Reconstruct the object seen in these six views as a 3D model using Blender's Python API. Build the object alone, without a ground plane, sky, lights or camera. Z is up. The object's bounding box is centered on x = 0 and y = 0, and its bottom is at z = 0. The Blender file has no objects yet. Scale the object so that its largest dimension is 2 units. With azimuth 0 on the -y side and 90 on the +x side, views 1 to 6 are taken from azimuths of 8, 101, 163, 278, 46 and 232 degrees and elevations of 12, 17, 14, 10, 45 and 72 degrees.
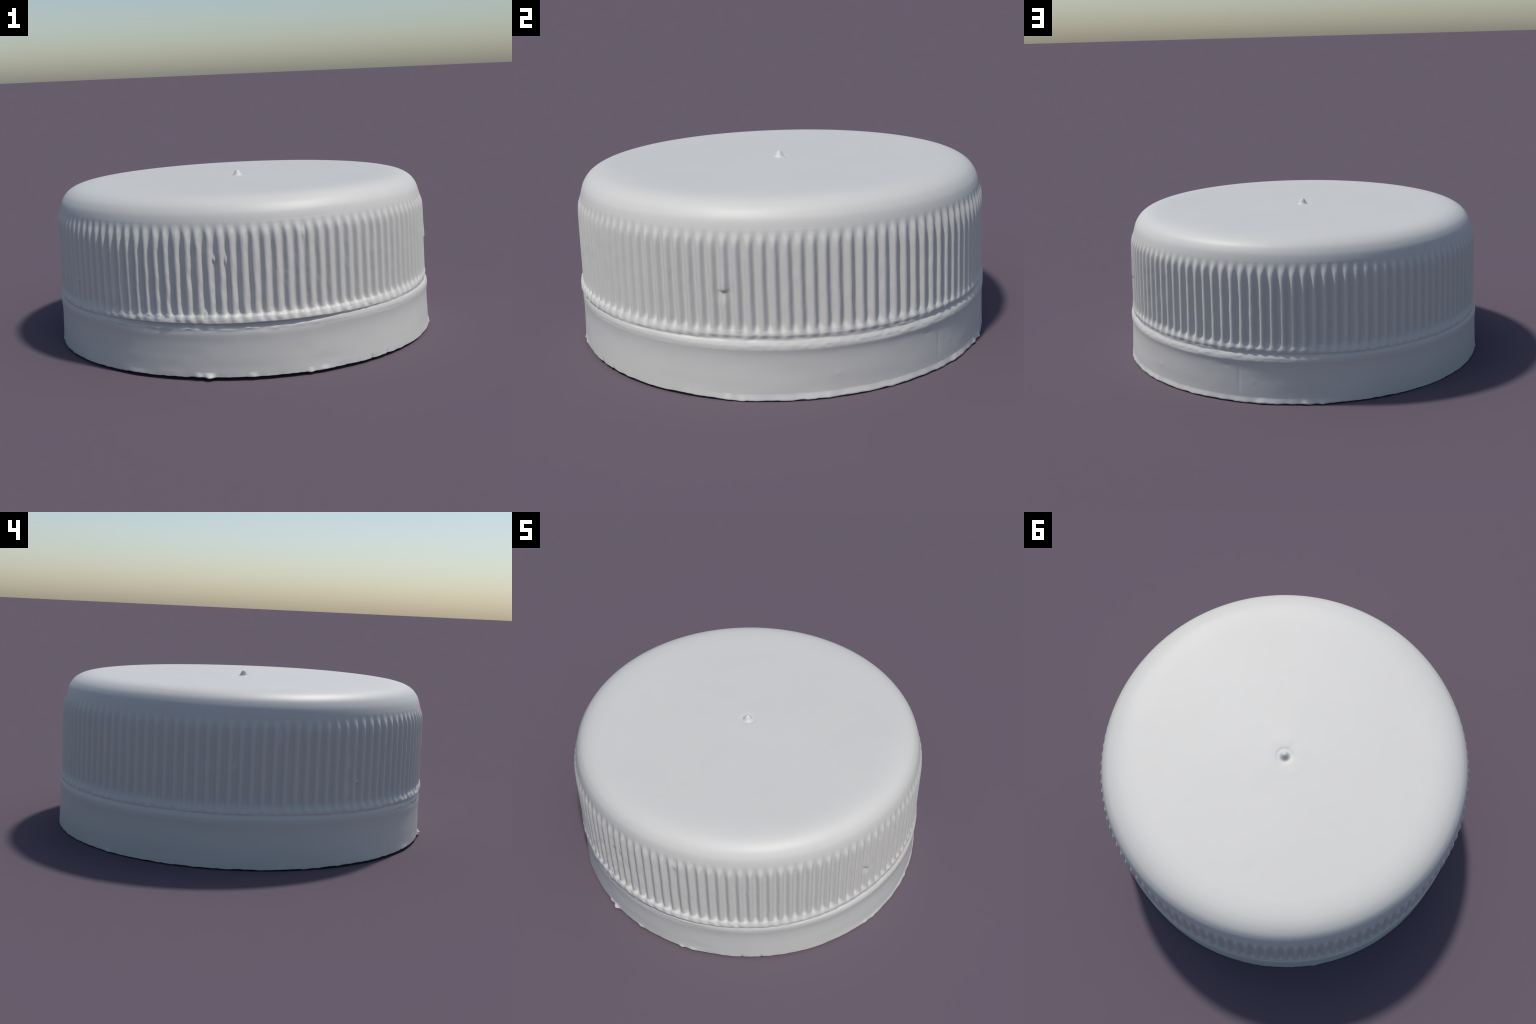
# A white moulded plastic screw cap: smooth domed lid with a gate mark, a ribbed
# grip skirt, and a plain tamper band below a tear groove.  Everything is a polar
# surface r(azimuth, z); the one surface is then cut into its parts.
import bpy
import numpy as np

RNG = np.random.RandomState(7)
RIBS = 120                 # grip ribs round the skirt
SUB = 20                   # columns per rib pitch
COLS = RIBS * SUB
PITCH = 360.0 / RIBS
PHASE = -0.24              # azimuth of one rib's centre line, degrees
AXIS = np.array([-0.0060, 0.0075])

# ------------------------------------------------------------------ helpers

def smooth(a, b, x):
    t = np.clip((x - a) / (b - a), 0, 1)
    return t * t * (3 - 2 * t)


def curve(points, x):
    """monotone cubic through (x, y) control points"""
    p = np.array(sorted(points), float)
    X, Y = p[:, 0], p[:, 1]
    h = np.diff(X)
    d = np.diff(Y) / h
    m = np.zeros_like(X)
    m[0], m[-1] = d[0], d[-1]
    for i in range(1, len(X) - 1):
        if d[i - 1] * d[i] > 0:
            w1, w2 = 2 * h[i] + h[i - 1], h[i] + 2 * h[i - 1]
            m[i] = (w1 + w2) / (w1 / d[i - 1] + w2 / d[i])
    x = np.clip(x, X[0], X[-1])
    k = np.clip(np.searchsorted(X, x) - 1, 0, len(h) - 1)
    t = (x - X[k]) / h[k]
    return ((2 * t**3 - 3 * t**2 + 1) * Y[k] + (t**3 - 2 * t**2 + t) * h[k] * m[k]
            + (-2 * t**3 + 3 * t**2) * Y[k + 1] + (t**3 - t**2) * h[k] * m[k + 1])


def noise(u, v, nu, nv, seed):
    """smooth value noise; u in 0..1 wraps round, v in 0..1 does not"""
    g = np.random.RandomState(seed).uniform(-1, 1, (nu, nv + 3))
    x, y = (u % 1.0) * nu, np.clip(v, 0, 1) * nv
    i, j = np.floor(x).astype(int), np.floor(y).astype(int)
    fx, fy = x - i, y - j
    fx, fy = fx * fx * (3 - 2 * fx), fy * fy * (3 - 2 * fy)
    a, b = g[i % nu, j], g[(i + 1) % nu, j]
    c, d = g[i % nu, j + 1], g[(i + 1) % nu, j + 1]
    return (a * (1 - fx) + b * fx) * (1 - fy) + (c * (1 - fx) + d * fx) * fy


def turn(a, b):
    """signed difference of two azimuths, degrees"""
    return (a - b + 180.0) % 360.0 - 180.0


def bump(az, z, az0, z0, da, dz):
    return np.exp(-(turn(az, az0) / da) ** 2 - ((z - z0) / dz) ** 2)


def place(x, y, z):
    """the moulding leans a little: its front edge stands higher than the back"""
    d = (x * 0.64 - y * 0.77) / 0.95
    return z + d * np.interp(z, [0, .05, .25, .70, .85], [0, .0015, .0055, .0085, .0085])


def axis(z):
    """centre of the cap's cross-section at height z"""
    return np.array([np.interp(z, [0, .25, .5, .8], [-.0030, -.0040, -.0060, -.0085]),
                     np.interp(z, [0, .25, .5, .8], [.0065, .0075, .0075, .0100])])


# ------------------------------------------------------- profiles (z -> radius)

Z_LID, Z_RIB_END, Z_GROOVE = 0.704, 0.266, 0.2555
CREST = [(0.262, .9835), (0.272, .9835), (0.285, .981), (0.30, .9785), (0.33, .9775), (0.43, .9755),
         (0.54, .9735), (0.62, .9715), (0.635, .9705), (0.648, .9688), (0.662, .9652), (0.676, .9598), (0.690, .9548), (Z_LID, .9510)]
VALLEY = [(0.262, .9832), (0.270, .9815), (0.280, .9775), (0.290, .9722), (0.300, .9668), (0.310, .9632), (0.322, .9616), (0.34, .9610),
          (0.45, .9590), (0.60, .9570), (0.64, .9562), (0.660, .9556), (0.675, .9547), (0.690, .9532), (Z_LID, .9510)]
BAND = [(0.0, .9915), (0.02, .9909), (0.05, .9894), (0.09, .9878), (0.13, .9858), (0.17, .9848), (0.19, .9854),
        (0.207, .9867), (0.220, .9879), (0.232, .9880), (0.243, .9862), (0.252, .9840), (0.262, .9835)]
# lid from skirt to crown, (radius, z)
LID = [(.9510, .704), (.9470, .719), (.9398, .739), (.9284, .7580), (.9150, .7740), (.8962, .7880), (.8705, .8000),
       (.8400, .8073), (.8000, .8112), (.7600, .8125)]
CROWN = [(0.0, .8112), (0.3, .8110), (0.76, .8125)]
GATE = np.array([-0.0165, 0.0150])        # foot of the gate mark


def skirt_radius(az, z):
    """outer surface of ribbed skirt + groove + tamper band"""
    u = az / 360.0
    zn = z / 0.75
    crest, valley, band = curve(CREST, z), curve(VALLEY, z), curve(BAND, z)
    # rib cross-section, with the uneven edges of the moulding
    wob = 0.060 * noise(u, zn, 240, 13, 11) + 0.018 * noise(u, zn, 480, 34, 12)
    calm = 0.30 + 0.70 * np.exp(-(turn(az, 352) / 32.0) ** 2) + 0.22 * np.exp(-(turn(az, 140) / 40.0) ** 2)   # most uneven at the front
    drift = -0.20 + 0.36 * np.exp(-(turn(az, 205) / 42.0) ** 2)
    t = (az - PHASE - drift) / PITCH + wob * calm
    t = np.abs((t + 0.5) % 1.0 - 0.5) * 2.0
    half = 1.0 + 0.07 * calm * noise(u, zn, 120, 12, 14)
    # flat crest, straight flanks, flat floor, with small radii between them
    ramp = (0.80 - t * half) / 0.56
    rib = 0.86 * np.clip(ramp, 0, 1) + 0.14 * smooth(-0.25, 1.25, ramp)
    rib = rib - 0.06 * (np.exp(-((ramp - 1) / 0.16) ** 2) - np.exp(-(ramp / 0.16) ** 2))
    # patches where the valley floor lies a little higher or lower
    floor = 0.0003 * noise(u, zn, 120, 16, 15) + 0.0007 * smooth(0.55, 0.95, noise(u, zn, 120, 10, 16))
    inside = smooth(0.265, 0.31, z) * (1 - smooth(0.66, 0.69, z))
    valley = valley + floor * inside
    depth = 1.0
    # marks: a bridge across one valley, half-filled valleys, a swollen rib
    fill = (0.75 * bump(az, z, 312.9, 0.396, 1.1, 0.007) + 0.55 * bump(az, z, 309.6, 0.47, 1.1, 0.05)
            + 0.6 * bump(az, z, 309.6, 0.34, 1.1, 0.05) + 0.5 * bump(az, z, 288.6, 0.60, 1.1, 0.05)
            + 0.55 * bump(az, z, 24.6, 0.64, 1.0, 0.03) + 0.5 * bump(az, z, 0.9, 0.545, 0.9, 0.018)
            + 0.55 * bump(az, z, 4.0, 0.54, 0.8, 0.03) + 0.6 * bump(az, z, 357.9, 0.30, 1.2, 0.02)
            + 0.45 * bump(az, z, 276.5, 0.47, 1.0, 0.02))
    rib = np.maximum(rib, np.clip(fill, 0, 1))
    r = valley + (crest - valley) * rib * depth
    low = z < 0.262
    r = np.where(low, band, r)
    # the wavy crest line of the ribs
    r = r + inside * 0.0002 * noise(u, zn, 120, 22, 17)
    # swollen rib with a nick below it
    m = turn(az, 86.6)
    r = r + 0.0042 * np.exp(-(m / 1.0) ** 2) * smooth(0.455, 0.466, z) * np.exp(-np.clip((z - 0.475) / 0.05, 0, 9) ** 2)
    r = r - 0.0065 * np.exp(-(turn(az, 86.2) / 1.0) ** 2) * smooth(0.457, 0.451, z) * smooth(0.395, 0.449, z)
    # lower lip of the skirt stands proud on one side
    lip = smooth(0.30, 0.283, z) * smooth(0.250, 0.258, z)
    r = r + lip * (0.0070 * np.exp(-(turn(az, 20) / 30.0) ** 2) + 0.0012 * noise(u, zn, 300, 40, 18)
                   + 0.0022 * np.exp(-(turn(az, 345) / 12.0) ** 2) * noise(u, zn, 200, 40, 19))
    # tear groove: sharp on the front, soft at the back
    front = smooth(-36, -20, turn(az, 0)) * (1 - smooth(20, 38, turn(az, 0)))
    step = smooth(66, 86, az % 360) * (1 - smooth(150, 178, az % 360))
    ledge = smooth(66, 86, az % 360) * (1 - smooth(132, 150, az % 360))
    gd = 0.0024 * (1 - 0.75 * ledge) + 0.0090 * front + 0.0020 * np.exp(-(turn(az, 165) / 18.0) ** 2) + 0.0012 * noise(u, zn * 0, 140, 1, 20)
    bridges = np.clip(bump(az, z, 355.2, .25, .7, .05) + bump(az, z, 358.6, .25, 1.3, .05) + .7 * bump(az, z, 1.6, .25, .7, .05)
                      + .5 * bump(az, z, 339.5, .25, .4, .05) + .5 * bump(az, z, 149.5, .25, .4, .05), 0, 1)
    gz = Z_GROOVE - 0.0030 * front + 0.0010 * noise(u, zn * 0, 60, 1, 21)
    wide = 0.0052 + 0.0012 * noise(u, zn * 0, 90, 1, 22)
    lower = np.where(z < gz, 1.0 + 1.5 * front, 1.0)
    r = r - gd * (1 - 0.85 * bridges) * np.exp(-np.abs((z - gz) / (wide * lower)) ** 2.4)
    # tamper band: slightly oval, its bead stronger on the sun side, rough shoulder
    bandm = 1 - smooth(0.248, 0.258, z)
    r = r + bandm * (0.0035 * np.cos(np.radians(2 * (az - 72))) - 0.0010 + 0.0012 * noise(u, zn, 12, 5, 23) + 0.0005 * noise(u, zn, 60, 14, 24))
    # on the sun side the skirt ends in a step down to the bead's ledge
    tail = np.where(z < 0.260, 0.021, 0.014)
    r = r - 0.0062 * step * np.exp(-((z - 0.260) / tail) ** 2)
    rough = np.exp(-(turn(az, 128) / 34.0) ** 2)
    bead = np.exp(-((z - 0.233) / 0.013) ** 2)
    low_bead = np.exp(-((z - 0.218) / 0.016) ** 2)
    r = r + low_bead * 0.0026 * rough - 0.0036 * front * np.exp(-((z - 0.226) / 0.016) ** 2)
    r = r + bead * ((0.0004 + 0.0010 * rough) * noise(u, zn, 260, 50, 25) + 0.0016 * front * noise(u, zn, 160, 60, 26))
    # shallow press marks on the band
    r = r + 0.0009 * bump(az, z, 113.0, 0.10, 0.9, 0.010) + 0.0008 * bump(az, z, 147.0, 0.11, 0.9, 0.010)
    r = r - 0.0012 * bump(az, z, 142.5, 0.12, 0.5, 0.06) - 0.0015 * bump(az, z, 138.5, 0.185, 1.2, 0.008)
    return r


def bottom_edge(az):
    """height of the ragged lower edge and its outward curl"""
    u = az / 360.0
    z0 = u * 0
    base = curve([(-65, .0035), (-40, .0090), (-20, .0125), (0, .0145), (25, .0140), (45, .0135), (62, .0100), (82, .0070),
                  (88, .0022), (130, .0025), (180, .0035), (205, .0015), (250, .0030), (295, .0035)], (az + 65) % 360 - 65)
    z = base + 0.0016 * noise(u, z0, 170, 1, 31) + 0.0010 * noise(u, z0, 420, 1, 32)
    rough = np.exp(-(turn(az, 128) / 45.0) ** 4)
    flare = 0.0055 * rough + 0.0018 * rough * noise(u, z0, 150, 1, 33) + 0.0007 * noise(u, z0, 320, 1, 34)
    for a, w, out, drop in [(358.3, 1.1, .0150, .003), (355.4, 1.0, .0070, 0), (9.8, 1.0, .0045, .001), (25.3, .8, .0050, .003),
                            (29.0, 1.2, .0045, 0), (86.6, 1.0, .0040, .001), (90.0, .8, .0030, .004), (110.5, .9, .0030, .001),
                            (161.8, 1.0, .0060, -.001), (166.6, .9, .0070, .003), (240.0, 1.2, .0030, 0), (290.5, .7, .0035, 0),
                            (149.0, 1.5, .003, 0), (337.5, 2.5, .0022, 0), (50.5, .4, -.003, -.001), (44.5, .4, -.003, 0)]:
        g = np.exp(-(turn(az, a) / w) ** 2)
        flare = flare + out * g
        z = z - drop * g
    return np.maximum(z, 0.0), flare


# ------------------------------------------------------------------ the surface

verts, faces, tags = [], [], []           # tags: part of each face
count = 0


def add_ring(x, y, z):
    global count
    verts.append(np.stack([x, y, z + 0 * x], -1))
    count += len(x)
    return count - len(x)


def stitch(top, bot, n, tag):
    j = np.arange(n)
    k = (j + 1) % n
    f = np.stack([bot + j, bot + k, top + k, top + j], -1)
    faces.append(f)
    tags.append(np.broadcast_to(np.asarray(tag), (n,)).copy())


az = PHASE + (np.arange(COLS) + 0.5) / SUB * PITCH - 1.5
rad = np.radians(az)
SX, SY = np.sin(rad), -np.cos(rad)
un = az / 360.0

LID_TAG, SKIRT_TAG, BAND_TAG, GATE_TAG, INNER_TAG, RIB0 = 0, 1, 2, 3, 4, 10
rib_index = np.floor(np.arange(COLS) / SUB).astype(int)
inrib = np.abs((np.arange(COLS) % SUB) + 1.0 - SUB / 2) <= SUB * 0.3     # columns of the rib proper
rib_tag = np.where(inrib, RIB0 + rib_index, SKIRT_TAG)


def dents(x, y):
    """slight unevenness of the lid"""
    q = np.arctan2(x, -y) / (2 * np.pi)
    d = 0.0006 * noise(q, np.hypot(x, y), 10, 5, 41)
    for cx, cy, w, h in [(.56, .36, .03, .0011), (.10, .55, .02, .0012), (-.36, .52, .03, .0012), (-.28, -.50, .02, .0006)]:
        rr = ((x - cx) ** 2 + (y - cy) ** 2) / w ** 2
        d = d - h * np.exp(-rr) + 0.5 * h * np.exp(-((x - cx - .9 * w) ** 2 + (y - cy) ** 2) / w ** 2)
    return d


# lid, crown to skirt: coarse disc first
COARSE = 240
ca = np.radians(PHASE + (np.arange(COARSE) * 10 + 0.5) / SUB * PITCH - 1.5)
CX, CY = np.sin(ca), -np.cos(ca)


def gate_height(q):
    """bell-shaped gate mark in a shallow dish, q = distance from its axis"""
    bell = curve([(0, .0308), (.005, .0302), (.010, .0264), (.014, .0205), (.019, .0105), (.024, .0038), (.028, .0010), (.032, 0), (.05, 0), (2, 0)], q)
    dish = -0.0020 * (1 - smooth(0.034, 0.054, q)) + 0.0008 * np.exp(-((q - 0.085) / 0.035) ** 2)
    return bell + dish


radii = np.concatenate([np.linspace(.0015, .0335, 22), np.linspace(.037, .060, 9), np.linspace(.07, .16, 8), np.linspace(.19, .74, 22)])
rings = []
apex = count
verts.append(np.array([[GATE[0], GATE[1], place(GATE[0], GATE[1], curve(CROWN, np.array([0.]))[0] + gate_height(np.array([0.]))[0])]]))
count += 1
for q in radii:
    w = smooth(0.10, 0.70, q)
    c = GATE * (1 - w) + axis(.81) * w
    x, y = c[0] + q * CX, c[1] + q * CY
    z = curve(CROWN, np.full(COARSE, q)) + gate_height(np.full(COARSE, q)) + dents(x, y)
    rings.append(add_ring(x, y, place(x, y, z)))
tri_faces, tri_tags = [], []
for j in range(COARSE):
    tri_faces.append((apex, rings[0] + j, rings[0] + (j + 1) % COARSE))
    tri_tags.append(GATE_TAG)
for i in range(len(rings) - 1):
    stitch(rings[i], rings[i + 1], COARSE, GATE_TAG if radii[i + 1] <= .0336 else LID_TAG)

# round shoulder of the lid
lp = np.array(LID[::-1])
s = np.concatenate([[0], np.cumsum(np.hypot(*np.diff(lp, axis=0).T))])
rows = []
for t in np.linspace(0, s[-1], 44):
    r = curve(list(zip(s, lp[:, 0])), np.array([t]))[0]
    z = curve(list(zip(s, lp[:, 1])), np.array([t]))[0]
    rr = r + 0.0006 * noise(un, un * 0 + z, 14, 4, 42)
    c = axis(z)
    x, y = c[0] + rr * SX, c[1] + rr * SY
    rows.append(add_ring(x, y, place(x, y, z + dents(x, y) * smooth(.72, .80, z))))
# join the coarse disc to the fine shoulder with fans
for j in range(COARSE):
    a, b = rings[-1] + j, rings[-1] + (j + 1) % COARSE
    for k in range(10):
        p, q = rows[0] + (j * 10 + k) % COLS, rows[0] + (j * 10 + k + 1) % COLS
        if k == 5:
            tri_faces.append((a, p, b))
            tri_tags.append(LID_TAG)
        tri_faces.append(((a if k < 5 else b), p, q))
        tri_tags.append(LID_TAG)
for i in range(len(rows) - 1):
    stitch(rows[i], rows[i + 1], COLS, LID_TAG)

# skirt, groove and band
zedge, flare = bottom_edge(az)
zs = np.concatenate([np.linspace(Z_LID, .64, 22)[1:], np.linspace(.64, .32, 62)[1:], np.linspace(.32, .205, 52)[1:],
                     np.linspace(.205, .04, 26)[1:], np.linspace(.04, 0, 18)[1:]])
prev, prevz = rows[-1], Z_LID
for z in zs:
    # the last rows follow the ragged edge
    k = np.clip((0.06 - z) / 0.06, 0, 1)
    zz = z + (zedge - 0.0) * k
    r = skirt_radius(az, np.full(COLS, z)) + flare * np.clip((0.028 - z) / 0.022, 0, 1) ** 1.2
    c = axis(z)
    row = add_ring(c[0] + r * SX, c[1] + r * SY, place(r * SX, r * SY, zz))
    if z >= Z_RIB_END - .0001:
        tag = rib_tag
    elif z >= Z_GROOVE - .001:
        tag = SKIRT_TAG
    else:
        tag = BAND_TAG
    stitch(prev, row, COLS, tag)
    prev = row
r_edge, z_edge = r, zz

# underside: rim, inner wall and inner ceiling of the hollow cap
for dr, dz, zabs in [(-.003, -.0004, None), (-.010, .003, None), (-.022, .008, None), (-.030, .020, None)]:
    row = add_ring(c[0] + (r_edge + dr) * SX, c[1] + (r_edge + dr) * SY, np.maximum(z_edge + dz, 0))
    stitch(prev, row, COLS, BAND_TAG)
    prev = row
j10 = np.arange(COARSE) * 10
inner = []
for r, z in [(.945, .06), (.930, .26), (.915, .30), (.908, .70), (.895, .735), (.86, .752), (.5, .752), (.05, .752)]:
    inner.append(add_ring(AXIS[0] + r * CX, AXIS[1] + r * CY, np.full(COARSE, z)))
for j in range(COARSE):
    a, b = inner[0] + j, inner[0] + (j + 1) % COARSE
    for k in range(10):
        p, q = prev + (j * 10 + k) % COLS, prev + (j * 10 + k + 1) % COLS
        if k == 5:
            tri_faces.append((a, p, b))
            tri_tags.append(INNER_TAG)
        tri_faces.append(((a if k < 5 else b), p, q))
        tri_tags.append(INNER_TAG)
for i in range(len(inner) - 1):
    stitch(inner[i], inner[i + 1], COARSE, INNER_TAG)
centre = count
verts.append(np.array([[AXIS[0], AXIS[1], .752]]))
count += 1
for j in range(COARSE):
    tri_faces.append((centre, inner[-1] + (j + 1) % COARSE, inner[-1] + j))
    tri_tags.append(INNER_TAG)

V = np.concatenate(verts)
V[:, 2] = np.maximum(V[:, 2], 0.0)
Q = np.concatenate(faces)
QT = np.concatenate(tags)
T = np.array(tri_faces)
# fans were written without regard to winding: make each face down/outward by its place
TT = np.array(tri_tags)


def fnormal(F):
    return np.cross(V[F[:, 2]] - V[F[:, 0]], V[F[:, -1]] - V[F[:, 1]]) if F.shape[1] == 4 else np.cross(V[F[:, 1]] - V[F[:, 0]], V[F[:, 2]] - V[F[:, 0]])


nt = fnormal(T)
mid = V[T].mean(1)
outward = np.where((TT == INNER_TAG)[:, None], np.concatenate([-(mid[:, :2] - AXIS) * (mid[:, 2:] < .74), -np.ones((len(T), 1)) * .3], 1),
                   np.array([0, 0, 1.0]))
flip = (nt * outward).sum(1) < 0
T[flip] = T[flip][:, ::-1]

# shared vertex normals of the whole surface
N = np.zeros_like(V)
for F in (Q, T):
    n = fnormal(F)
    for c in range(F.shape[1]):
        np.add.at(N, F[:, c], n)
N /= np.maximum(np.linalg.norm(N, axis=1, keepdims=True), 1e-12)

# ------------------------------------------------------------------ material

def plastic(name, grain):
    m = bpy.data.materials.new(name)
    m.use_nodes = True
    t = m.node_tree
    b = t.nodes['Principled BSDF']
    co = t.nodes.new('ShaderNodeTexCoord')
    n1 = t.nodes.new('ShaderNodeTexNoise')
    n1.inputs['Scale'].default_value = 3.0
    n1.inputs['Detail'].default_value = 3.0
    ramp = t.nodes.new('ShaderNodeValToRGB')
    ramp.color_ramp.elements[0].position = 0.3
    ramp.color_ramp.elements[0].color = (0.570, 0.558, 0.522, 1)
    ramp.color_ramp.elements[1].position = 0.7
    ramp.color_ramp.elements[1].color = (0.582, 0.570, 0.534, 1)
    n2 = t.nodes.new('ShaderNodeTexNoise')
    n2.inputs['Scale'].default_value = 45.0
    n2.inputs['Detail'].default_value = 2.0
    bp = t.nodes.new('ShaderNodeBump')
    bp.inputs['Strength'].default_value = grain
    bp.inputs['Distance'].default_value = 0.002
    t.links.new(co.outputs['Object'], n1.inputs['Vector'])
    t.links.new(co.outputs['Object'], n2.inputs['Vector'])
    t.links.new(n1.outputs['Fac'], ramp.inputs['Fac'])
    t.links.new(ramp.outputs['Color'], b.inputs['Base Color'])
    t.links.new(n2.outputs['Fac'], bp.inputs['Height'])
    t.links.new(bp.outputs['Normal'], b.inputs['Normal'])
    b.inputs['Roughness'].default_value = 0.5
    b.inputs['IOR'].default_value = 1.5
    return m


MAT = plastic('white_plastic', 0.05)

# ------------------------------------------------------------------ parts

def part(name, tag, parent):
    q, t = Q[QT == tag], T[TT == tag]
    used, inv = np.unique(np.concatenate([q.ravel(), t.ravel()]), return_inverse=True)
    fq = inv[:q.size].reshape(-1, 4)
    ft = inv[q.size:].reshape(-1, 3)
    me = bpy.data.meshes.new(name)
    loops = np.concatenate([fq.ravel(), ft.ravel()])
    sizes = np.concatenate([np.full(len(fq), 4), np.full(len(ft), 3)])
    me.vertices.add(len(used))
    me.vertices.foreach_set('co', V[used].astype(np.float32).ravel())
    me.loops.add(len(loops))
    me.loops.foreach_set('vertex_index', loops.astype(np.int32))
    me.polygons.add(len(sizes))
    me.polygons.foreach_set('loop_start', (np.cumsum(sizes) - sizes).astype(np.int32))
    me.polygons.foreach_set('use_smooth', np.ones(len(sizes), bool))
    me.update(calc_edges=True)
    me.validate()
    me.normals_split_custom_set_from_vertices([tuple(v) for v in N[used]])
    me.materials.append(MAT)
    ob = bpy.data.objects.new(name, me)
    bpy.context.scene.collection.objects.link(ob)
    ob.parent = parent
    return ob


cap = bpy.data.objects.new('bottle_cap', None)
bpy.context.scene.collection.objects.link(cap)
cap["label"] = "white plastic screw cap with ribbed grip and tamper band"
cap["category"] = "bottle cap"

lid = part('lid', LID_TAG, cap)
part('gate_mark', GATE_TAG, lid)
skirt = part('grip_skirt', SKIRT_TAG, cap)
for i in range(RIBS):
    part('rib', RIB0 + i, skirt)
part('tamper_band', BAND_TAG, cap)
part('inner_wall', INNER_TAG, cap)
